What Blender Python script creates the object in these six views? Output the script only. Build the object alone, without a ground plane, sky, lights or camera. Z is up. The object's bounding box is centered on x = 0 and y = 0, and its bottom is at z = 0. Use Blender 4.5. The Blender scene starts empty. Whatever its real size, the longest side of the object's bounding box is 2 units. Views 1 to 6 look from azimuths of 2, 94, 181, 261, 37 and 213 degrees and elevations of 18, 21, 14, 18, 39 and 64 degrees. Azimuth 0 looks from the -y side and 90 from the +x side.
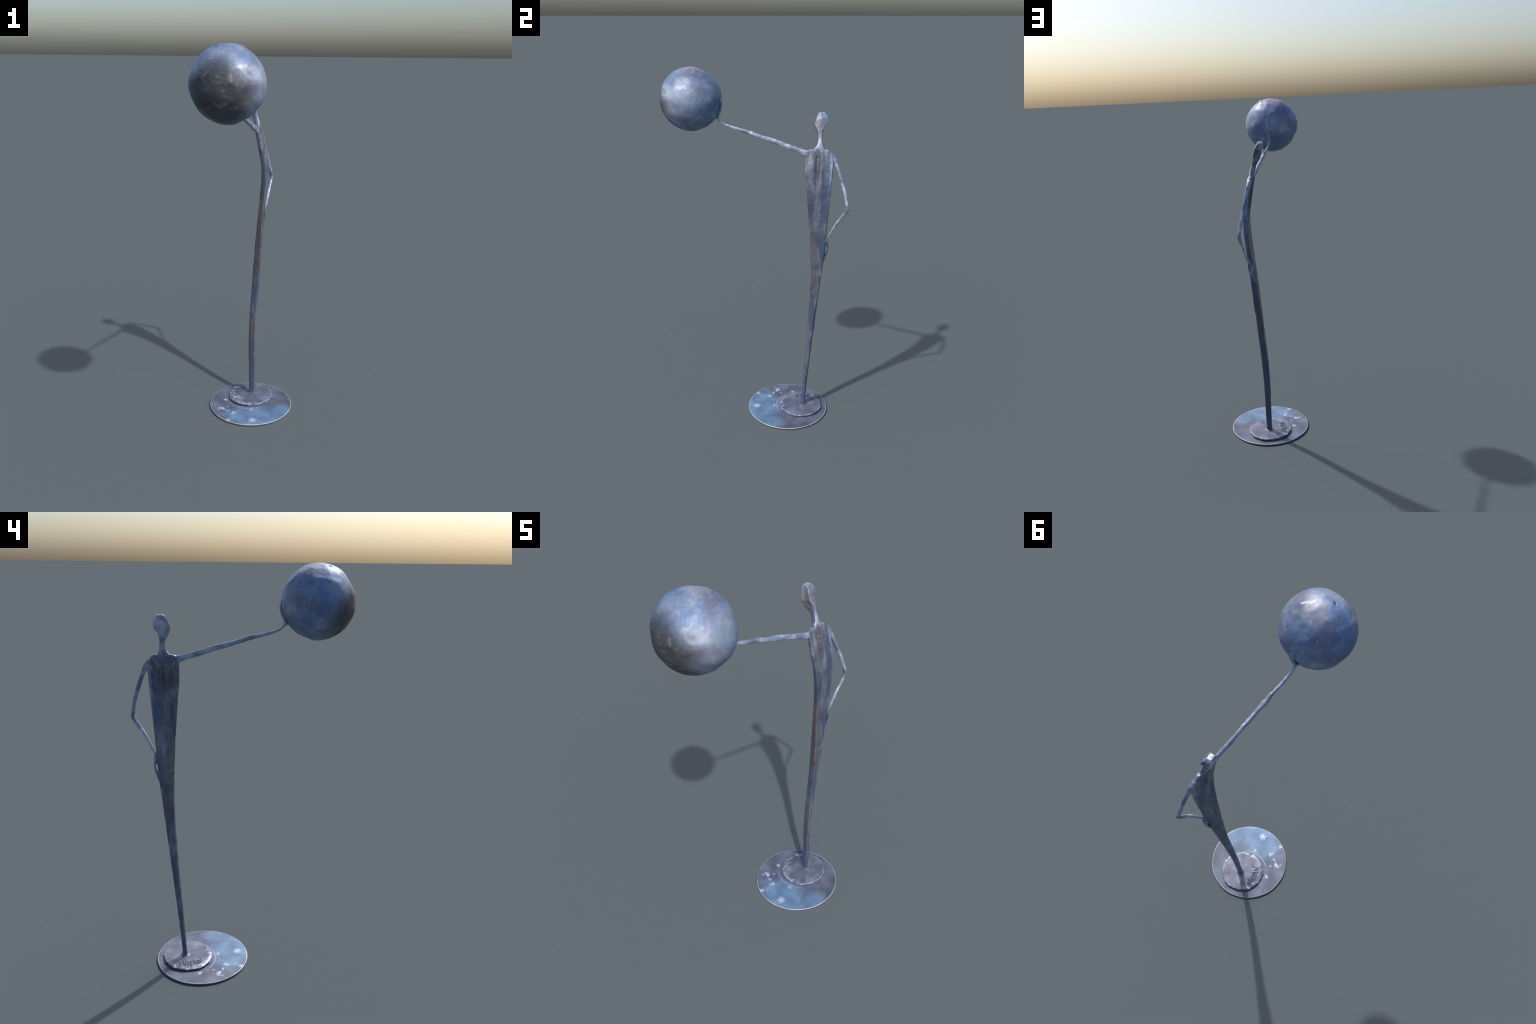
import bpy, bmesh, math, random
import numpy as np
from mathutils import Vector, noise

random.seed(7)
rng = np.random.default_rng(11)

# ------------------------------------------------------------------ helpers
def catmull(keys, n):
    """Smooth interpolation through rows of control values."""
    k = np.array(keys, float)
    k = np.vstack([2 * k[0] - k[1], k, 2 * k[-1] - k[-2]])
    out = []
    seg = len(k) - 3
    for i in range(seg):
        a, b, c, d = k[i:i + 4]
        for t in np.linspace(0, 1, n, endpoint=False):
            out.append(0.5 * (2 * b + (c - a) * t + (2 * a - 5 * b + 4 * c - d) * t * t
                              + (3 * b - a - 3 * c + d) * t ** 3))
    out.append(k[-2])
    return np.array(out)

def mesh_from(name, verts, faces):
    me = bpy.data.meshes.new(name)
    me.from_pydata([tuple(v) for v in verts], [], faces)
    me.update()
    bm = bmesh.new(); bm.from_mesh(me)
    bmesh.ops.recalc_face_normals(bm, faces=bm.faces)
    bm.to_mesh(me); bm.free()
    return me

def loft(rings):
    """Closed skin through equal-length rings, fan-capped."""
    rings = [np.asarray(r) for r in rings]
    m = len(rings[0]); verts = np.vstack(rings).tolist(); faces = []
    for i in range(len(rings) - 1):
        for j in range(m):
            a = i * m + j; b = i * m + (j + 1) % m
            faces.append((a, b, b + m, a + m))
    for base, ring, flip in ((0, rings[0], True), ((len(rings) - 1) * m, rings[-1], False)):
        c = len(verts); verts.append(ring.mean(axis=0).tolist())
        for j in range(m):
            a, b = base + j, base + (j + 1) % m
            faces.append((b, a, c) if flip else (a, b, c))
    return verts, faces

def superellipse(m, power, ax=1.0, ay=1.0):
    """Unit superellipse, points spaced evenly for half-axes ax, ay."""
    th = np.linspace(0, 2 * np.pi, 4001)
    c, s = np.cos(th), np.sin(th)
    x = np.sign(c) * np.abs(c) ** (2 / power); y = np.sign(s) * np.abs(s) ** (2 / power)
    run = np.concatenate([[0], np.cumsum(np.hypot(np.diff(x) * ax, np.diff(y) * ay))])
    at = np.linspace(0, run[-1], m, endpoint=False)
    return np.interp(at, run, x), np.interp(at, run, y)

def tube(keys, side_hint, n=8, m=24, power=2.6):
    """keys rows: x, y, z, size along side, size across. side_hint fixes the frame."""
    p = catmull(keys, n)
    pos = p[:, :3]; tan = np.gradient(pos, axis=0)
    tan /= np.linalg.norm(tan, axis=1)[:, None]
    cs, sn = superellipse(m, power)
    rings = []
    for q, t, row in zip(pos, tan, p):
        side = np.array(side_hint, float); side -= t * (side @ t); side /= np.linalg.norm(side)
        up = np.cross(t, side)
        rings.append(q + cs[:, None] * side * row[3] / 2 + sn[:, None] * up * row[4] / 2)
    return loft(rings)

def fbm(v, scale, octaves=3, off=(0, 0, 0)):
    q = Vector((v[0] / scale + off[0], v[1] / scale + off[1], v[2] / scale + off[2]))
    return noise.fractal(q, 0.9, 2.1, octaves)

# ------------------------------------------------------------------ figure: measured spine
# z, centre x, centre y, width, thickness, turn (degrees)
TRUNK = [
    (0.018, 0.0103, 0.2835, 0.0220, 0.0285, 9.0),
    (0.050, 0.0098, 0.2858, 0.0190, 0.0275, 9.0),
    (0.100, 0.0098, 0.2893, 0.0190, 0.0290, 9.0),
    (0.200, 0.0091, 0.2961, 0.0195, 0.0315, 9.0),
    (0.300, 0.0085, 0.3036, 0.0222, 0.0332, 9.0),
    (0.400, 0.0090, 0.3109, 0.0255, 0.0345, 9.0),
    (0.500, 0.0131, 0.3190, 0.0285, 0.0355, 9.0),
    (0.600, 0.0189, 0.3260, 0.0335, 0.0350, 9.0),
    (0.700, 0.0254, 0.3328, 0.0385, 0.0350, 9.0),
    (0.800, 0.0320, 0.3387, 0.0450, 0.0345, 9.0),
    (0.900, 0.0386, 0.3439, 0.0545, 0.0330, 9.0),
    (1.000, 0.0449, 0.3478, 0.0690, 0.0295, 9.0),
    (1.100, 0.0528, 0.3483, 0.0830, 0.0260, 8.5),
    (1.200, 0.0624, 0.3474, 0.0955, 0.0240, 8.0),
    (1.300, 0.0688, 0.3461, 0.1115, 0.0225, 7.5),
    (1.400, 0.0682, 0.3451, 0.1270, 0.0210, 7.0),
    (1.450, 0.0628, 0.3440, 0.1360, 0.0205, 6.5),
    (1.500, 0.0542, 0.3437, 0.1420, 0.0205, 6.5),
    (1.550, 0.0424, 0.3455, 0.1440, 0.0200, 6.5),
    (1.575, 0.0365, 0.3430, 0.1360, 0.0195, 6.5),
    (1.590, 0.0335, 0.3410, 0.1130, 0.0180, 6.5),
    (1.600, 0.0310, 0.3420, 0.0800, 0.0150, 6.5),
]

def chest_relief(s, z):
    """Fold pressed into the chest plate: a crease left of the middle and shallow troughs."""
    k = math.exp(-(abs(z - 1.50) / 0.13) ** 3)
    crease = -0.0120 * math.exp(-((s + 0.010) / 0.011) ** 2)
    swell = 0.0052 * math.exp(-((s - 0.013) / 0.012) ** 2) - 0.0015 * math.exp(-((s - 0.045) / 0.014) ** 2) + 0.0016 * math.exp(-((s + 0.045) / 0.014) ** 2)
    low = 0.0008 * math.sin(z * 31 + s * 40)
    return k * (crease + swell) + 0.4 * low * min(1.0, max(0.0, (z - 0.9) / 0.3))

def trunk_section(row):
    z, xc, yc, w, t, a = row
    w += 0.0036 + 0.0012 * (z < 1.0); t += 0.0028 + 0.0012 * (z < 1.0)                 # what the fusing and relaxing takes off
    a = math.radians(a)
    d = np.array([math.sin(a), math.cos(a), 0]); n = np.array([math.cos(a), -math.sin(a), 0])
    c = np.array([xc, yc, z])
    cs, sn = superellipse(150, 5.0 if w > 0.05 else 3.6, w, t)
    ring = []
    for u, v in zip(cs, sn):
        s = u * w / 2
        rim = 0.0042 * (abs(u) ** 6) if (w > 0.05 and v > 0.5) else 0.0     # lifted front rims
        dish = -0.0010 if (w > 0.05 and abs(v) > 0.5 and abs(u) < 0.9) else 0.0
        off = v * (t / 2 + rim) + (dish if v > 0 else -dish * 0.5) + chest_relief(s, z)
        ring.append(c + d * s + n * off)
    return ring

pieces = []
rows = catmull(TRUNK, 10)
pieces.append(loft([trunk_section(r) for r in rows]))

# ------------------------------------------------------------------ neck
pieces.append(tube([
    (0.0385, 0.3430, 1.560, 0.010, 0.040),
    (0.0345, 0.3430, 1.582, 0.020, 0.070),
    (0.0300, 0.3435, 1.602, 0.027, 0.056),
    (0.0250, 0.3445, 1.616, 0.029, 0.035),
    (0.0190, 0.3455, 1.636, 0.0275, 0.025),
    (0.0130, 0.3455, 1.656, 0.0270, 0.0245),
    (0.0060, 0.3450, 1.676, 0.0310, 0.0260),
    (0.0000, 0.3440, 1.692, 0.0340, 0.0300)], (1, 0, 0), n=5, m=32, power=3.0))

# ------------------------------------------------------------------ head: bevelled paddle, wider at the back
# z, x front, x back, y-range of front, y-range of back
HEAD = [
    (1.664, 0.0245, -0.0060, 0.3350, 0.3555, 0.3325, 0.3575),
    (1.677, 0.0225, -0.0135, 0.3350, 0.3550, 0.3265, 0.3590),
    (1.690, 0.0205, -0.0215, 0.3325, 0.3530, 0.3185, 0.3620),
    (1.705, 0.0175, -0.0265, 0.3265, 0.3640, 0.3120, 0.3690),
    (1.720, 0.0135, -0.0300, 0.3175, 0.3745, 0.3075, 0.3805),
    (1.735, 0.0090, -0.0340, 0.3185, 0.3820, 0.3110, 0.3830),
    (1.750, 0.0035, -0.0375, 0.3235, 0.3830, 0.3175, 0.3820),
    (1.765, -0.004, -0.0405, 0.3295, 0.3800, 0.3255, 0.3770),
    (1.776, -0.011, -0.0410, 0.3330, 0.3720, 0.3345, 0.3690),
    (1.782, -0.016, -0.0370, 0.3380, 0.3660, 0.3400, 0.3640),
]
def head_ring(r):
    z, xf, xb, f0, f1, b0, b1 = r
    pts = []
    k = 10
    for i in range(k):                      # front, slightly ridged
        u = i / k; y = f0 + (f1 - f0) * u
        ridge = 0.0035 * (1 - abs(u - 0.45) / 0.55)
        pts.append((xf + ridge * (f1 - f0) / 0.06 - 0.002, y, z))
    for i in range(k):
        u = i / k; pts.append((xf - 0.002 + (xb - xf) * u, f1 + (b1 - f1) * u, z))
    for i in range(k):
        u = i / k; pts.append((xb, b1 + (b0 - b1) * u, z))
    for i in range(k):
        u = i / k; pts.append((xb + (xf - 0.002 - xb) * u, b0 + (f0 - b0) * u, z))
    return pts
pieces.append(loft([head_ring(r) for r in catmull(HEAD, 4)]))

# ------------------------------------------------------------------ raised arm, with knotted elbow
# x, y, z, height, width
RAISED = [
    (0.0340, 0.3400, 1.5860, 0.014, 0.008),
    (0.0325, 0.3050, 1.5840, 0.029, 0.0150),
    (0.0290, 0.2720, 1.5790, 0.030, 0.0165),
    (0.0215, 0.2350, 1.5905, 0.028, 0.0165),
    (0.0118, 0.1870, 1.6055, 0.026, 0.0170),
    (0.0030, 0.1400, 1.6210, 0.0260, 0.0175),
    (-0.0098, 0.0700, 1.6420, 0.0240, 0.0180),
    (-0.0180, 0.0200, 1.6565, 0.0225, 0.0190),
    (-0.0245, -0.0080, 1.6665, 0.0225, 0.0240),
    (-0.0290, -0.0300, 1.6740, 0.0190, 0.0195),
    (-0.0325, -0.0590, 1.6810, 0.0190, 0.0165),
    (-0.0425, -0.1070, 1.6925, 0.0185, 0.0155),
    (-0.0510, -0.1550, 1.7070, 0.0125, 0.0135),
    (-0.0565, -0.1790, 1.7185, 0.0110, 0.0120),
    (-0.0605, -0.1950, 1.7340, 0.0115, 0.0120),
    (-0.0630, -0.2000, 1.7460, 0.0130, 0.0150),
]
pieces.append(tube(RAISED, (0, 0.3, 1), n=6, m=28, power=2.8))

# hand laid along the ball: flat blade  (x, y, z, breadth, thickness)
pieces.append(tube([
    (-0.0630, -0.2010, 1.7420, 0.0120, 0.0110),
    (-0.0635, -0.1985, 1.7520, 0.0200, 0.0100),
    (-0.0630, -0.1920, 1.7640, 0.0260, 0.0085),
    (-0.0595, -0.1845, 1.7820, 0.0240, 0.0085),
    (-0.0570, -0.1800, 1.8040, 0.0215, 0.0085),
    (-0.0562, -0.1792, 1.8250, 0.0205, 0.0080),
    (-0.0565, -0.1812, 1.8400, 0.0190, 0.0070),
    (-0.0568, -0.1830, 1.8475, 0.0130, 0.0055)], (1, 0, 0), n=6, m=28, power=4.0))

# ------------------------------------------------------------------ bent arm with the hand on the hip
BENT = [
    (0.0370, 0.3550, 1.5780, 0.010, 0.010),
    (0.0375, 0.3800, 1.5770, 0.019, 0.022),
    (0.0400, 0.4050, 1.5700, 0.023, 0.024),
    (0.0470, 0.4225, 1.5480, 0.0220, 0.024),
    (0.0560, 0.4370, 1.5150, 0.0200, 0.0225),
    (0.0685, 0.4540, 1.4700, 0.0180, 0.0215),
    (0.0805, 0.4705, 1.4200, 0.0175, 0.0200),
    (0.0915, 0.4850, 1.3700, 0.0175, 0.0190),
    (0.1020, 0.4935, 1.3250, 0.0175, 0.0180),
    (0.1068, 0.4975, 1.2990, 0.0180, 0.0175),
    (0.1055, 0.4885, 1.2800, 0.0170, 0.0175),
    (0.1005, 0.4705, 1.2530, 0.0155, 0.0190),
    (0.0940, 0.4505, 1.2240, 0.0140, 0.0165),
    (0.0862, 0.4300, 1.1865, 0.0130, 0.0140),
    (0.0770, 0.4120, 1.1480, 0.0125, 0.0105),
    (0.0685, 0.3985, 1.1200, 0.0140, 0.0100),
]
pieces.append(tube(BENT, (1, 0, 0), n=6, m=28, power=2.8))
pieces.append(tube([
    (0.0690, 0.3985, 1.1230, 0.0150, 0.0090),
    (0.0640, 0.3965, 1.1080, 0.0260, 0.0120),
    (0.0600, 0.3985, 1.0850, 0.0290, 0.0130),
    (0.0570, 0.4025, 1.0600, 0.0260, 0.0080),
    (0.0540, 0.3985, 1.0400, 0.0225, 0.0080),
    (0.0510, 0.3900, 1.0160, 0.0220, 0.0085),
    (0.0490, 0.3855, 0.9990, 0.0230, 0.0080),
    (0.0480, 0.3830, 0.9900, 0.0180, 0.0060)], (1, 0, 0), n=6, m=28, power=3.6))

# fuse the skins into one surface
verts, faces = [], []
for v, f in pieces:
    b = len(verts); verts += v; faces += [tuple(i + b for i in q) for q in f]
src = bpy.data.objects.new("figure_skin", mesh_from("figure_skin", verts, faces))
bpy.context.scene.collection.objects.link(src)
m = src.modifiers.new("fuse", 'REMESH'); m.mode = 'VOXEL'; m.voxel_size = 0.0015; m.adaptivity = 0.0
m = src.modifiers.new("relax", 'SMOOTH'); m.factor = 0.5; m.iterations = 3
dg = bpy.context.evaluated_depsgraph_get()
body = bpy.data.meshes.new_from_object(src.evaluated_get(dg))
bpy.data.objects.remove(src)

nv = len(body.vertices)
co = np.empty(nv * 3); body.vertices.foreach_get("co", co); co = co.reshape(-1, 3)
no = np.empty(nv * 3); body.vertices.foreach_get("normal", no); no = no.reshape(-1, 3)

RZ = np.array(TRUNK)
def edge_y(z):
    return (np.interp(z, RZ[:, 0], RZ[:, 2]) + 0.5 * np.interp(z, RZ[:, 0], RZ[:, 3])
            * np.cos(np.radians(np.interp(z, RZ[:, 0], RZ[:, 5]))))

# hammer marks: broad dents plus fine pitting, rougher on the arms
disp = np.zeros(nv)
for i, p in enumerate(co):
    arm = 1.0 if (p[1] < 0.265 and p[2] > 1.5) or (p[1] > edge_y(p[2]) + 0.006 and p[2] > 0.95) else 0.0
    big = fbm(p, 0.045, 2) * (0.0010 + 0.0012 * arm)
    mid = fbm(p, 0.016, 2, (3, 7, 1)) * (0.0005 + 0.0003 * arm)
    disp[i] = big + mid
    if p[2] < 0.95:                      # forged ripples down the shaft
        disp[i] += 0.0007 * noise.noise(Vector((p[0] * 20, p[1] * 20, p[2] * 38)))
co = co + no * disp[:, None]
body.vertices.foreach_set("co", co.ravel()); body.update()
vn = np.array([v.normal[:] for v in body.vertices])

# ------------------------------------------------------------------ materials
def node(nt, kind, x=0, y=0, **props):
    n = nt.nodes.new(kind); n.location = (x, y)
    for k, v in props.items():
        setattr(n, k, v)
    return n

def ramp(nt, stops, fac):
    r = node(nt, 'ShaderNodeValToRGB')
    e = r.color_ramp.elements
    while len(e) < len(stops):
        e.new(0.5)
    for el, (p, c) in zip(e, stops):
        el.position = p; el.color = (*c, 1)
    nt.links.new(fac, r.inputs[0])
    return r.outputs[0]

def noise_tex(nt, vec, scale, detail=4, rough=0.55, distort=0.0):
    n = node(nt, 'ShaderNodeTexNoise')
    n.inputs['Scale'].default_value = scale; n.inputs['Detail'].default_value = detail
    n.inputs['Roughness'].default_value = rough; n.inputs['Distortion'].default_value = distort
    nt.links.new(vec, n.inputs['Vector'])
    return n

def mapped(nt, vec, scale=(1, 1, 1), loc=(0, 0, 0), rot=(0, 0, 0)):
    mp = node(nt, 'ShaderNodeMapping')
    mp.inputs['Scale'].default_value = scale; mp.inputs['Location'].default_value = loc
    mp.inputs['Rotation'].default_value = rot
    nt.links.new(vec, mp.inputs['Vector'])
    return mp.outputs[0]

def mix(nt, fac, a, b, blend='MIX'):
    mx = node(nt, 'ShaderNodeMix', data_type='RGBA', blend_type=blend)
    for sock, val in ((mx.inputs[0], fac), (mx.inputs[6], a), (mx.inputs[7], b)):
        if isinstance(val, (int, float)):
            sock.default_value = val
        elif isinstance(val, tuple):
            sock.default_value = (*val, 1)
        else:
            nt.links.new(val, sock)
    return mx.outputs[2]

def math_node(nt, op, a, b=None, clamp=False):
    mn = node(nt, 'ShaderNodeMath', operation=op, use_clamp=clamp)
    for sock, val in zip(mn.inputs, (a, b)):
        if val is None:
            continue
        if isinstance(val, (int, float)):
            sock.default_value = val
        else:
            nt.links.new(val, sock)
    return mn.outputs[0]

def smooth_mask(nt, value, lo, hi):
    r = node(nt, 'ShaderNodeMapRange', interpolation_type='SMOOTHSTEP')
    r.inputs['From Min'].default_value = lo; r.inputs['From Max'].default_value = hi
    nt.links.new(value, r.inputs['Value'])
    return r.outputs[0]

def spot(nt, vec, centre, radius, soft=0.35):
    """1 inside a blob round centre; vec may be warped."""
    d = node(nt, 'ShaderNodeVectorMath', operation='DISTANCE')
    nt.links.new(vec, d.inputs[0]); d.inputs[1].default_value = centre
    return smooth_mask(nt, d.outputs['Value'], radius * (1 + soft), radius * (1 - soft))

def warp(nt, vec, scale, amount, detail=3):
    n = noise_tex(nt, vec, scale, detail, 0.6)
    s = node(nt, 'ShaderNodeVectorMath', operation='SUBTRACT')
    nt.links.new(n.outputs['Color'], s.inputs[0]); s.inputs[1].default_value = (0.5, 0.5, 0.5)
    k = node(nt, 'ShaderNodeVectorMath', operation='SCALE'); k.inputs['Scale'].default_value = amount
    nt.links.new(s.outputs[0], k.inputs[0])
    a = node(nt, 'ShaderNodeVectorMath', operation='ADD')
    nt.links.new(vec, a.inputs[0]); nt.links.new(k.outputs[0], a.inputs[1])
    return a.outputs[0]

def start(name):
    mat = bpy.data.materials.new(name); mat.use_nodes = True
    nt = mat.node_tree
    bsdf = nt.nodes['Principled BSDF']
    tc = node(nt, 'ShaderNodeTexCoord', -1400)
    return mat, nt, bsdf, tc.outputs['Object']

METALLIC = 0.3

def finish(nt, bsdf, vec, colour, rough=(0.30, 0.46), bump=0.12, bump_scale=160, metallic=METALLIC):
    nt.links.new(colour, bsdf.inputs['Base Color'])
    bsdf.inputs['Metallic'].default_value = metallic
    rn = noise_tex(nt, vec, 22, 4)
    r = node(nt, 'ShaderNodeMapRange')
    r.inputs['To Min'].default_value = rough[0]; r.inputs['To Max'].default_value = rough[1]
    r.inputs['From Min'].default_value = 0.3; r.inputs['From Max'].default_value = 0.7
    nt.links.new(rn.outputs['Fac'], r.inputs['Value']); nt.links.new(r.outputs[0], bsdf.inputs['Roughness'])
    bn = noise_tex(nt, vec, bump_scale, 3)
    b = node(nt, 'ShaderNodeBump'); b.inputs['Strength'].default_value = bump
    b.inputs['Distance'].default_value = 0.002
    nt.links.new(bn.outputs['Fac'], b.inputs['Height']); nt.links.new(b.outputs[0], bsdf.inputs['Normal'])

def steel_material(name):
    """Forged steel: streaks along the length, blue and brown heat tints, paler arms and head,
    dark brown and blue tone on the sides facing +y and -y."""
    mat, nt, bsdf, vec = start(name)
    streak = noise_tex(nt, mapped(nt, vec, (75, 75, 10)), 1.0, 6, 0.62, 0.7).outputs['Fac']
    patch = noise_tex(nt, mapped(nt, vec, (1, 1, 0.5), (3, 1, 2)), 18, 4).outputs['Fac']
    tint = noise_tex(nt, mapped(nt, vec, (1, 1, 0.6), (9, 4, 7)), 10, 3).outputs['Fac']
    mixed = math_node(nt, 'ADD', math_node(nt, 'MULTIPLY', streak, 0.42), math_node(nt, 'MULTIPLY', patch, 0.58))
    base = ramp(nt, [(0.36, (0.055, 0.070, 0.105)), (0.47, (0.108, 0.126, 0.175)),
                     (0.56, (0.165, 0.182, 0.232)), (0.66, (0.32, 0.345, 0.42))], mixed)
    base = mix(nt, math_node(nt, 'MULTIPLY', smooth_mask(nt, tint, 0.47, 0.60), 0.7), base, (0.065, 0.108, 0.195))
    base = mix(nt, math_node(nt, 'MULTIPLY', smooth_mask(nt, tint, 0.42, 0.33), 0.4), base, (0.115, 0.085, 0.080))
    bare = ramp(nt, [(0.34, (0.13, 0.165, 0.25)), (0.46, (0.23, 0.28, 0.385)),
                     (0.56, (0.33, 0.385, 0.505)), (0.68, (0.48, 0.54, 0.66))],
                noise_tex(nt, mapped(nt, vec, (1, 0.4, 0.6)), 30, 3, 0.5, 0.4).outputs['Fac'])
    bare = mix(nt, math_node(nt, 'MULTIPLY', smooth_mask(nt, tint, 0.50, 0.64), 0.5), bare, (0.16, 0.22, 0.35))
    bare = mix(nt, math_node(nt, 'MULTIPLY', smooth_mask(nt, tint, 0.40, 0.30), 0.45), bare, (0.24, 0.19, 0.17))
    sep = node(nt, 'ShaderNodeSeparateXYZ'); nt.links.new(warp(nt, vec, 45, 0.03), sep.inputs[0])
    zone = math_node(nt, 'MAXIMUM', smooth_mask(nt, sep.outputs[2], 1.585, 1.625),
                     math_node(nt, 'MAXIMUM', smooth_mask(nt, sep.outputs[1], 0.285, 0.255), smooth_mask(nt, sep.outputs[1], 0.394, 0.412)))
    zone = math_node(nt, 'MULTIPLY', zone, smooth_mask(nt, sep.outputs[2], 0.93, 0.96))
    col = mix(nt, zone, base, bare)
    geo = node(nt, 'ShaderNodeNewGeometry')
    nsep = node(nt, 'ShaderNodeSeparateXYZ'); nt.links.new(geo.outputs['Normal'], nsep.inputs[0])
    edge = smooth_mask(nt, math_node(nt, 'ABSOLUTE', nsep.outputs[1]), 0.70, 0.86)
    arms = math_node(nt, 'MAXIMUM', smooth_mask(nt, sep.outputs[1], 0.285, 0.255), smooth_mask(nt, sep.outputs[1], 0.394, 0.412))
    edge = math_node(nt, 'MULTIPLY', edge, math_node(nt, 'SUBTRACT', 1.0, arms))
    edge_dark = ramp(nt, [(0.40, (0.085, 0.060, 0.050)), (0.54, (0.050, 0.075, 0.135))], tint)
    col = mix(nt, math_node(nt, 'MULTIPLY', edge, 0.66), col, edge_dark)
    pale_edge = math_node(nt, 'MULTIPLY', smooth_mask(nt, geo.outputs['Pointiness'], 0.53, 0.60), 0.5)
    col = mix(nt, pale_edge, col, (0.42, 0.46, 0.56))
    finish(nt, bsdf, vec, col)
    return mat

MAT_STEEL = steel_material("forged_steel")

def ball_material():
    mat, nt, bsdf, vec = start("hammered_blue_steel")
    w = warp(nt, vec, 9, 0.10)
    fine = noise_tex(nt, mapped(nt, w, (1.0, 1.0, 1.6)), 26, 5, 0.62, 0.8).outputs['Fac']
    cloud = noise_tex(nt, w, 7.5, 3).outputs['Fac']
    base = ramp(nt, [(0.36, (0.075, 0.140, 0.29)), (0.46, (0.115, 0.190, 0.345)),
                     (0.55, (0.175, 0.23, 0.35)), (0.68, (0.32, 0.38, 0.49))],
                math_node(nt, 'ADD', math_node(nt, 'MULTIPLY', cloud, 0.7), math_node(nt, 'MULTIPLY', fine, 0.3)))
    lav = noise_tex(nt, mapped(nt, vec, (1, 1, 1), (5, 2, 8)), 8, 3, 0.5, 0.5).outputs['Fac']
    base = mix(nt, math_node(nt, 'MULTIPLY', smooth_mask(nt, lav, 0.52, 0.64), 0.6), base, (0.12, 0.12, 0.20))
    rust = noise_tex(nt, mapped(nt, vec, (1, 1, 1), (1, 7, 3)), 11, 4, 0.55, 0.8).outputs['Fac']
    base = mix(nt, math_node(nt, 'MULTIPLY', smooth_mask(nt, rust, 0.55, 0.68), 0.6), base, (0.16, 0.145, 0.155))
    # dark grey patch with ragged border, and paler cheek
    wp = warp(nt, vec, 14, 0.06, 4)
    cheek = spot(nt, wp, (0.070, -0.370, 1.860), 0.085, 0.5)
    base = mix(nt, math_node(nt, 'MULTIPLY', cheek, 0.32), base, (0.36, 0.43, 0.52))
    crown = spot(nt, wp, (-0.085, -0.320, 1.985), 0.050, 0.5)
    base = mix(nt, math_node(nt, 'MULTIPLY', crown, 0.5), base, (0.38, 0.40, 0.50))
    scuff = noise_tex(nt, mapped(nt, vec, (8, 1, 1), (0, 0, 0), (0.5, 0.4, 0.9)), 18, 5, 0.7, 1.5).outputs['Fac']
    base = mix(nt, math_node(nt, 'MULTIPLY', smooth_mask(nt, scuff, 0.52, 0.70), 0.5), base, (0.36, 0.40, 0.48))
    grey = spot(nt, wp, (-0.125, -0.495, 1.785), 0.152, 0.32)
    dark_grey = ramp(nt, [(0.35, (0.040, 0.041, 0.045)), (0.58, (0.062, 0.060, 0.062)), (0.72, (0.17, 0.165, 0.17))], fine)
    base = mix(nt, math_node(nt, 'MULTIPLY', grey, 0.92), base, dark_grey)
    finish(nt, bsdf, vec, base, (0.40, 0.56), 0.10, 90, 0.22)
    return mat
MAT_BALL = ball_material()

BASE_C = (0.0065, 0.1934); BASE_R = 0.2373; BASE_TOP = 0.0085
DISC_C = (0.0035, 0.2700); DISC_R = 0.1262; DISC_TOP = 0.0250

def radial(nt, vec, centre):
    s = node(nt, 'ShaderNodeVectorMath', operation='SUBTRACT')
    nt.links.new(vec, s.inputs[0]); s.inputs[1].default_value = (*centre, 0)
    f = node(nt, 'ShaderNodeVectorMath', operation='MULTIPLY'); f.inputs[1].default_value = (1, 1, 0)
    nt.links.new(s.outputs[0], f.inputs[0])
    l = node(nt, 'ShaderNodeVectorMath', operation='LENGTH'); nt.links.new(f.outputs[0], l.inputs[0])
    return l.outputs['Value']

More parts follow.
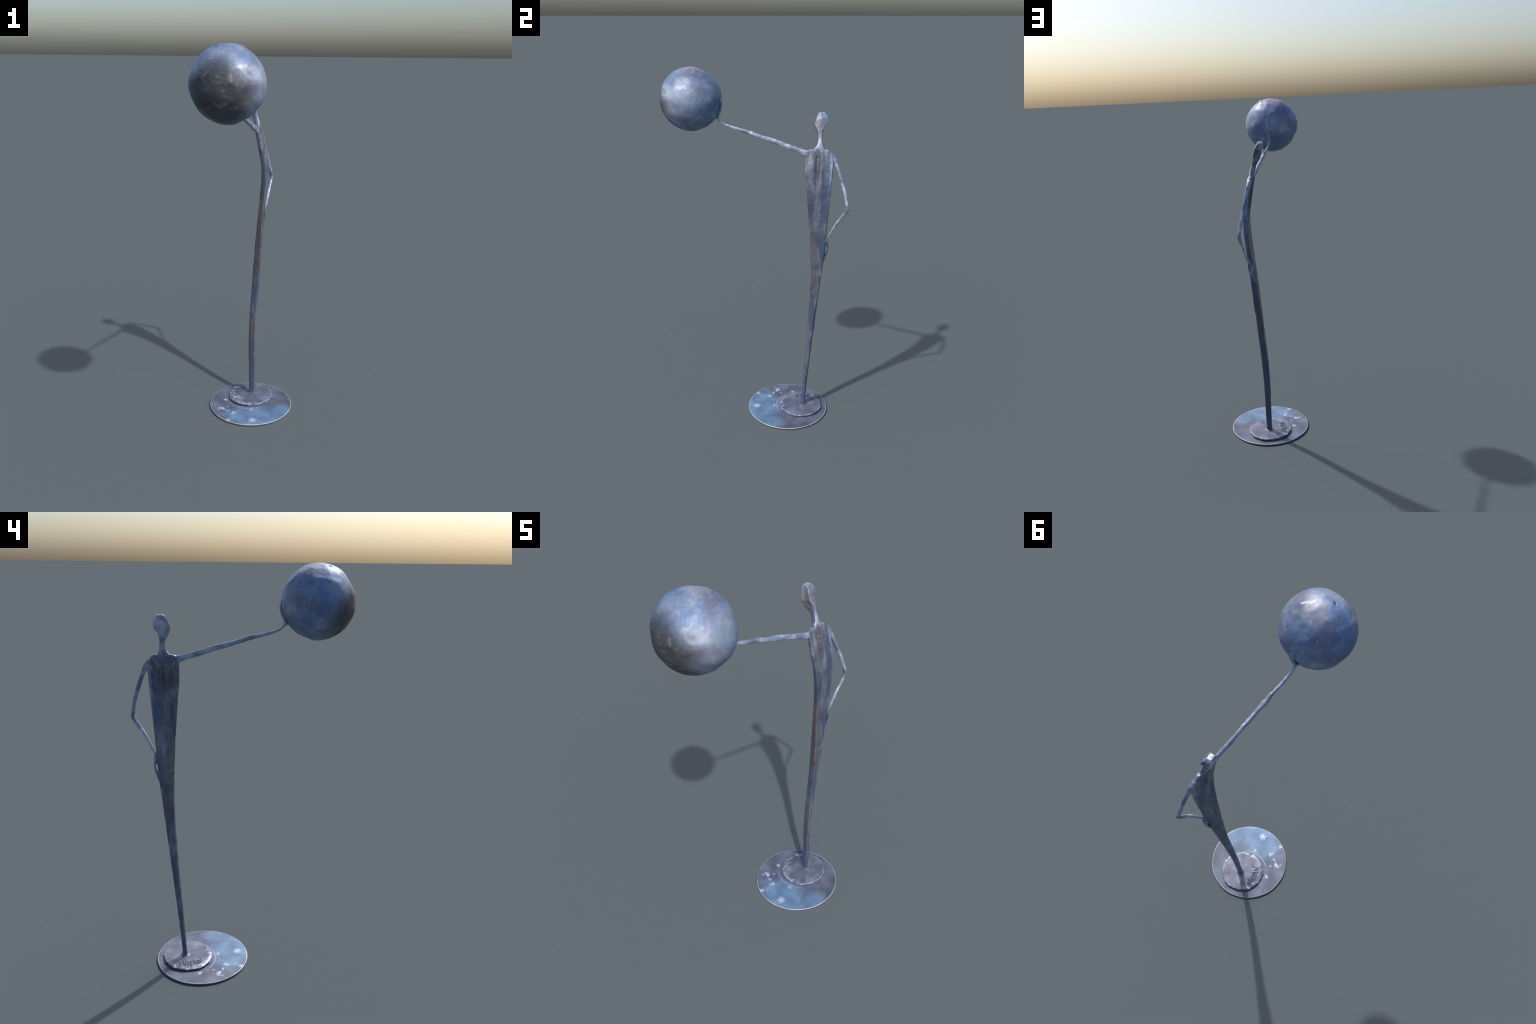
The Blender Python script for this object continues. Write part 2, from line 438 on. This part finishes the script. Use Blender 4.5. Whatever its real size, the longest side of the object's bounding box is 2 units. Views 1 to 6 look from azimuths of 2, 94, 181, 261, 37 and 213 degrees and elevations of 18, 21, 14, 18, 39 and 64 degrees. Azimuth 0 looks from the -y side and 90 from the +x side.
def plate_material():
    mat, nt, bsdf, vec = start("blued_plate_steel")
    cloud = noise_tex(nt, warp(nt, vec, 8, 0.06), 11, 4).outputs['Fac']
    purple = ramp(nt, [(0.32, (0.066, 0.079, 0.115)), (0.5, (0.098, 0.112, 0.162)), (0.68, (0.145, 0.170, 0.235))], cloud)
    blue = ramp(nt, [(0.32, (0.095, 0.150, 0.245)), (0.5, (0.125, 0.210, 0.335)), (0.68, (0.175, 0.285, 0.43))], cloud)
    big = warp(nt, vec, 6, 0.10, 3)
    bl = math_node(nt, 'MAXIMUM', spot(nt, big, (0.03, 0.02, 0.0), 0.14, 0.5), spot(nt, big, (0.17, 0.08, 0.0), 0.07, 0.6))
    col = mix(nt, bl, purple, blue)
    # flaked patches of bare pale metal
    fw = warp(nt, warp(nt, vec, 34, 0.040, 3), 110, 0.026, 5)
    flakes = None
    for c, r in (((0.025, 0.002), 0.021), ((0.012, 0.006), 0.010), ((-0.159, 0.125), 0.012), ((-0.146, 0.118), 0.010),
                 ((-0.094, 0.070), 0.009), ((-0.083, 0.080), 0.009), ((-0.120, 0.102), 0.008), ((-0.114, 0.000), 0.014),
                 ((-0.143, 0.2185), 0.0105), ((0.0125, 0.110), 0.010), ((-0.125, 0.145), 0.006), ((0.048, 0.012), 0.005),
                 ((-0.180, 0.110), 0.005), ((-0.09, 0.03), 0.005), ((-0.045, 0.055), 0.004)):
        s = spot(nt, fw, (*c, BASE_TOP), r * 0.95, 0.45)
        flakes = s if flakes is None else math_node(nt, 'MAXIMUM', flakes, s)
    speck = smooth_mask(nt, noise_tex(nt, vec, 120, 3, 0.6).outputs['Fac'], 0.68, 0.74)
    flakes = math_node(nt, 'MAXIMUM', flakes, math_node(nt, 'MULTIPLY', speck, 0.5))
    col = mix(nt, math_node(nt, 'MULTIPLY', flakes, 0.9), col, (0.44, 0.50, 0.64))
    # scribed arc beside the raised disc
    rd = radial(nt, warp(nt, vec, 30, 0.006), (DISC_C[0] - 0.008, DISC_C[1] + 0.002))
    arc = math_node(nt, 'MULTIPLY', smooth_mask(nt, rd, 0.1415, 0.1445), smooth_mask(nt, rd, 0.1490, 0.1465))
    side = spot(nt, vec, (-0.03, 0.110, BASE_TOP), 0.095, 0.25)
    col = mix(nt, math_node(nt, 'MULTIPLY', math_node(nt, 'MULTIPLY', arc, side), 0.7), col, (0.40, 0.41, 0.46))
    # bare bright rim
    rr = radial(nt, warp(nt, vec, 40, 0.004), BASE_C)
    col = mix(nt, math_node(nt, 'MULTIPLY', smooth_mask(nt, rr, BASE_R - 0.0050, BASE_R - 0.0028), 0.75), col, (0.46, 0.51, 0.62))
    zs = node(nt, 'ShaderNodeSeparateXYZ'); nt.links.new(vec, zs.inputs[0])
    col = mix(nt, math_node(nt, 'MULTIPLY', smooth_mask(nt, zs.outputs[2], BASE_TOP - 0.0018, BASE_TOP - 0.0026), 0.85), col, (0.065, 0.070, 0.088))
    finish(nt, bsdf, vec, col, (0.44, 0.58), 0.06, 200, 0.2)
    return mat
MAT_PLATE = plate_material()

def disc_material():
    mat, nt, bsdf, vec = start("grey_plate_steel")
    cloud = noise_tex(nt, warp(nt, vec, 10, 0.05), 15, 4).outputs['Fac']
    col = ramp(nt, [(0.32, (0.075, 0.086, 0.125)), (0.5, (0.130, 0.147, 0.208)), (0.68, (0.22, 0.25, 0.335))], cloud)
    tint = noise_tex(nt, mapped(nt, vec, (1, 1, 1), (4, 4, 4)), 12, 2).outputs['Fac']
    col = mix(nt, math_node(nt, 'MULTIPLY', smooth_mask(nt, tint, 0.52, 0.66), 0.5), col, (0.17, 0.162, 0.235))
    col = mix(nt, math_node(nt, 'MULTIPLY', smooth_mask(nt, tint, 0.46, 0.36), 0.4), col, (0.13, 0.135, 0.145))
    wv = warp(nt, vec, 26, 0.016, 3)
    rr = radial(nt, wv, DISC_C)
    hammered = math_node(nt, 'MULTIPLY', smooth_mask(nt, rr, 0.101, 0.108), spot(nt, vec, (-0.085, 0.215, DISC_TOP), 0.145, 0.12))
    rim = math_node(nt, 'MAXIMUM', math_node(nt, 'MULTIPLY', hammered, 0.75), smooth_mask(nt, rr, DISC_R - 0.006, DISC_R - 0.003))
    blotch = smooth_mask(nt, noise_tex(nt, vec, 42, 3).outputs['Fac'], 0.45, 0.60)
    col = mix(nt, math_node(nt, 'MULTIPLY', math_node(nt, 'MULTIPLY', rim, blotch), 0.8), col, (0.42, 0.45, 0.57))
    zs = node(nt, 'ShaderNodeSeparateXYZ'); nt.links.new(vec, zs.inputs[0])
    col = mix(nt, math_node(nt, 'MULTIPLY', smooth_mask(nt, zs.outputs[2], 0.0192, 0.0180), 0.85), col, (0.075, 0.070, 0.075))
    finish(nt, bsdf, vec, col, (0.36, 0.5), 0.08, 180)
    return mat
MAT_DISC = disc_material()

# ------------------------------------------------------------------ the thing
thing = bpy.data.objects.new("steel_figure_sculpture", None)
thing["label"] = "slender forged steel figure holding a large blue ball"
thing["category"] = "metal sculpture"
bpy.context.scene.collection.objects.link(thing)

def add_part(name, me, mat, parent=None):
    ob = bpy.data.objects.new(name, me)
    ob.data.materials.clear(); ob.data.materials.append(mat)
    bpy.context.scene.collection.objects.link(ob)
    ob.parent = parent or thing
    return ob

# ------------------------------------------------------------------ split the figure into named parts
def region(c):
    x, y, z = c
    if y < -0.197 and z > 1.70 or (y < -0.1 and z > 1.741):
        return "hand"
    if z > 1.5 and y < 0.272 - (1.58 - z) * 0.15:
        return "arm"
    if z > 1.676 and y > 0.2:
        return "head"
    if z > 1.606 and y > 0.2:
        return "neck"
    e = edge_y(min(z, 1.54)) + (0.0045 if z < 1.5 else 0.0045 - (z - 1.5) * 0.10)
    if y > e and z > 0.97:
        return "bent_hand" if z < 1.118 else "bent_arm"
    return "torso" if z > 0.95 else "leg"

groups = {}
for p in body.polygons:
    groups.setdefault(region(p.center), []).append(tuple(p.vertices))
made = {}
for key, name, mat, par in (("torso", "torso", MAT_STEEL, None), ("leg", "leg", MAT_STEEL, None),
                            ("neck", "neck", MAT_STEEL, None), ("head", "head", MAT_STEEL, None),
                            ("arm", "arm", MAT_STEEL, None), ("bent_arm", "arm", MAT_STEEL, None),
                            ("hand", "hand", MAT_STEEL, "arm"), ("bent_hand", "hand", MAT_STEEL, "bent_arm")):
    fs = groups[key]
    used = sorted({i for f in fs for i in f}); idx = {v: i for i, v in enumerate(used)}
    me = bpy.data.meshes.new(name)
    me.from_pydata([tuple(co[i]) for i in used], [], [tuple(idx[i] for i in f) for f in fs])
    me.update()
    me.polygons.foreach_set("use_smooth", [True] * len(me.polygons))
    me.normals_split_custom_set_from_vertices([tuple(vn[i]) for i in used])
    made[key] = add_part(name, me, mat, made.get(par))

# ------------------------------------------------------------------ ball: beaten shell with facets, seams and a slit
BALL_C = np.array([-0.0798, -0.3443, 1.8366]); BALL_R = 0.1636
bm = bmesh.new()
bmesh.ops.create_icosphere(bm, subdivisions=7, radius=1.0)
facets = rng.normal(size=(70, 3)); facets /= np.linalg.norm(facets, axis=1)[:, None]
depth = 0.975 + 0.022 * rng.random(70)
dents = [((-0.88, -0.05, -0.47), 0.22, 0.030), ((-0.05, -0.88, 0.47), 0.38, 0.028),
         ((-0.75, -0.66, 0.00), 0.40, 0.025), ((-0.55, -0.60, 0.58), 0.30, 0.012),
         ((0.00, 0.10, -1.0), 0.35, -0.015),
         ((0.38, 0.226, 0.90), 0.21, -0.052)]          # last: lifted corner of the crown sheet
dents = [(np.array(d) / np.linalg.norm(d), r, k) for d, r, k in dents]
V = np.array([v.co[:] for v in bm.verts])
V /= np.linalg.norm(V, axis=1)[:, None]
cosang = V @ facets.T
lim = np.where(cosang > 0.25, depth[None, :] / np.maximum(cosang, 0.25), 9.0)
k = 160.0                                             # soft minimum: rounded facet borders
rad = -np.log(np.exp(-k * 1.004) + np.exp(-k * np.minimum(lim, 1.4)).sum(axis=1)) / k
rad = np.clip(rad, 0.955, 1.01)
for d, r, amt in dents:
    a = np.arccos(np.clip(V @ d, -1, 1))
    rad -= amt * np.exp(-(a / r) ** 2 * 1.6)
rad += np.array([0.0085 * fbm(v, 0.30, 3) for v in V])
# lifted sheet edge running over the crown
A = np.array([0.38, 0.226, 0.90]); B = np.array([0.02, -0.08, 0.99])
for (p, q, h0, h1) in ((A, B, 0.045, 0.012), (A, np.array([0.36, 0.50, 0.78]), 0.045, 0.0)):
    d = q - p; t = np.clip((V - p) @ d / (d @ d), 0, 1)
    gap = np.linalg.norm(V - (p + t[:, None] * d), axis=1)
    rad += (h0 + (h1 - h0) * t) * 0.32 * np.exp(-(gap / 0.07) ** 2)
# slit beside the crown: sharp-edged and deep
H = np.array([-0.29, -0.217, 0.933]); H /= np.linalg.norm(H)
e1 = np.cross(H, (0.75, -0.66, 0.0)); e1 /= np.linalg.norm(e1); e2 = np.cross(H, e1)
q = np.sqrt(((V @ e2) / 0.062) ** 2 + ((V @ e1) / 0.030) ** 2) + 3 * (V @ H < 0)
rad -= 0.10 / (1 + np.exp(10 * (q - 0.85)))
for v, d, r in zip(bm.verts, V, rad):
    v.co = Vector(BALL_C + d * r * BALL_R * 1.004)
me = bpy.data.meshes.new("ball"); bm.to_mesh(me); bm.free()
me.polygons.foreach_set("use_smooth", [True] * len(me.polygons))
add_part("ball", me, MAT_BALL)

# weld joining wrist and ball
def lump(name, centre, size, mat, seed, sub=4, rough=0.18):
    b = bmesh.new(); bmesh.ops.create_icosphere(b, subdivisions=sub, radius=1.0)
    for v in b.verts:
        q = np.array(v.co[:]); f = 1 + rough * fbm(q, 0.7, 2, (seed, 0, 0))
        v.co = Vector(np.array(centre) + q * f * np.array(size))
    mm = bpy.data.meshes.new(name); b.to_mesh(mm); b.free()
    mm.polygons.foreach_set("use_smooth", [True] * len(mm.polygons))
    return add_part(name, mm, mat)
lump("weld", (-0.0640, -0.2070, 1.7440), (0.009, 0.010, 0.008), MAT_STEEL, 3)

# ------------------------------------------------------------------ round plates as height fields
def plate(name, centre, radius_fn, top_fn, bottom, rings, segs, mat, bevel=0.0012):
    cx, cy = centre; vs, fs = [], []
    us = np.linspace(0, 1, rings + 1)[1:]
    vs.append((cx, cy, top_fn(cx, cy)))
    th = np.linspace(0, 2 * np.pi, segs, endpoint=False)
    rad = np.array([radius_fn(t) for t in th])
    for u in us:
        for t, r in zip(th, rad):
            x, y = cx + (r - bevel) * u * math.cos(t), cy + (r - bevel) * u * math.sin(t)
            vs.append((x, y, top_fn(x, y)))
    last_top = [vs[1 + (rings - 1) * segs + j][2] for j in range(segs)]
    for dr, mode in ((0.0, 'e'), (0.0, 'b'), (-0.004, 'f')):
        for j, (t, r) in enumerate(zip(th, rad)):
            z = last_top[j] - bevel if mode == 'e' else (bottom + bevel if mode == 'b' else bottom)
            vs.append((cx + (r + dr) * math.cos(t), cy + (r + dr) * math.sin(t), z))
    vs.append((cx, cy, bottom))
    for j in range(segs):
        fs.append((0, 1 + j, 1 + (j + 1) % segs))
    for i in range(rings + 2):
        for j in range(segs):
            a = 1 + i * segs + j; b = 1 + i * segs + (j + 1) % segs
            fs.append((a, a + segs, b + segs, b))
    base = 1 + (rings + 2) * segs
    for j in range(segs):
        fs.append((base + j, len(vs) - 1, base + (j + 1) % segs))
    me = mesh_from(name, vs, fs)
    me.polygons.foreach_set("use_smooth", [True] * len(me.polygons))
    me.set_sharp_from_angle(angle=math.radians(50))
    return add_part(name, me, mat)

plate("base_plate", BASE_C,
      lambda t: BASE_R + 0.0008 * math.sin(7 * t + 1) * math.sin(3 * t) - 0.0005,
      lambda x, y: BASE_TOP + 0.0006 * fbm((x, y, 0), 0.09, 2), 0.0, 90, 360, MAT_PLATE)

# engraved signature, stroke by stroke (plan coordinates)
STROKES = [
    [(-0.0821, 0.3320), (-0.0666, 0.3164), (-0.0895, 0.3171), (-0.0564, 0.2980), (-0.0921, 0.2972)],   # M
    [(-0.0737, 0.2870), (-0.0975, 0.2901)], [(-0.0645, 0.2846), (-0.0633, 0.2842)],                    # i
    [(-0.1051, 0.2764), (-0.0692, 0.2744), (-0.0653, 0.2548), (-0.0814, 0.2577), (-0.0829, 0.2671)],   # R
    [(-0.0829, 0.2655), (-0.0971, 0.2577)],
    [(-0.0961, 0.2476), (-0.0563, 0.2446), (-0.0930, 0.2252)], [(-0.0779, 0.2325), (-0.0814, 0.2451)], # A
    [(-0.0878, 0.2174), (-0.0563, 0.2271), (-0.0730, 0.2060), (-0.0319, 0.2125)],                      # N
]
SEGS = [(np.array(a), np.array(b)) for s in STROKES for a, b in zip(s[:-1], s[1:])]
def stroke_distance(x, y):
    if not (-0.12 < x < -0.02 and 0.195 < y < 0.345):
        return 1.0
    p = np.array((x, y)); best = 1.0
    for a, b in SEGS:
        ab = b - a; t = min(1.0, max(0.0, (p - a) @ ab / (ab @ ab)))
        best = min(best, float(np.linalg.norm(p - a - ab * t)))
    return best

def disc_radius(t):
    return DISC_R + 0.0018 * math.sin(2 * t + 0.5) + 0.0014 * math.sin(5 * t + 2) + 0.0011 * math.sin(11 * t) + 0.0007 * math.sin(23 * t + 1)

FOOT = (0.0103, 0.2825)
def disc_top(x, y):
    dx, dy = x - DISC_C[0], y - DISC_C[1]
    r = math.hypot(dx, dy); t = math.atan2(dy, dx)
    z = DISC_TOP + 0.0008 * fbm((x, y, 1), 0.06, 2)
    # rim beaten down on the signature side, in separate hammer flats
    side = max(0.0, math.cos(t - math.radians(-140))) ** 0.6
    flat = max(0.0, (r - (DISC_R - 0.020)) / 0.020)
    scallop = 0.55 + 0.45 * abs(math.sin(t * 7.5 + 0.6))
    z -= 0.0036 * side * flat ** 1.3 * scallop
    z -= 0.0012 * flat ** 3
    # weld collar round the foot
    q = math.hypot(x - FOOT[0], y - FOOT[1])
    z += 0.0045 * math.exp(-(max(0.0, q - 0.013) / 0.007) ** 2)
    d = stroke_distance(x, y)
    z -= 0.0030 * math.exp(-(d / 0.0016) ** 2) - 0.0009 * math.exp(-((d - 0.0034) / 0.0014) ** 2)
    return z
plate("foot_disc", DISC_C, disc_radius, disc_top, 0.0158, 130, 640, MAT_DISC, 0.0010)

# spacer under the disc and the run of weld beads that holds it
plate("spacer", DISC_C, lambda t: DISC_R - 0.016, lambda x, y: 0.0168, 0.0070, 6, 120, MAT_STEEL, 0.0005)
beads_v, beads_f = [], []
for i in range(46):
    t = math.radians(-100 + i * 6.3 + rng.normal() * 1.2)
    rr = DISC_R - 0.0125 + rng.normal() * 0.0008
    s = 0.0038 + 0.0012 * rng.random()
    b = bmesh.new(); bmesh.ops.create_icosphere(b, subdivisions=2, radius=1.0)
    base = len(beads_v)
    for v in b.verts:
        f = 1 + 0.25 * fbm(v.co, 0.8, 2, (i, 0, 0))
        beads_v.append((DISC_C[0] + rr * math.cos(t) + v.co.x * s * f * 1.5,
                        DISC_C[1] + rr * math.sin(t) + v.co.y * s * f * 1.5, 0.0118 + v.co.z * s * f * 1.0))
    beads_f += [tuple(base + w.index for w in f.verts) for f in b.faces]
    b.free()
me = mesh_from("weld_bead", beads_v, beads_f)
me.polygons.foreach_set("use_smooth", [True] * len(me.polygons))
ob = add_part("weld_bead", me, MAT_STEEL); ob["kind"] = "stuff"
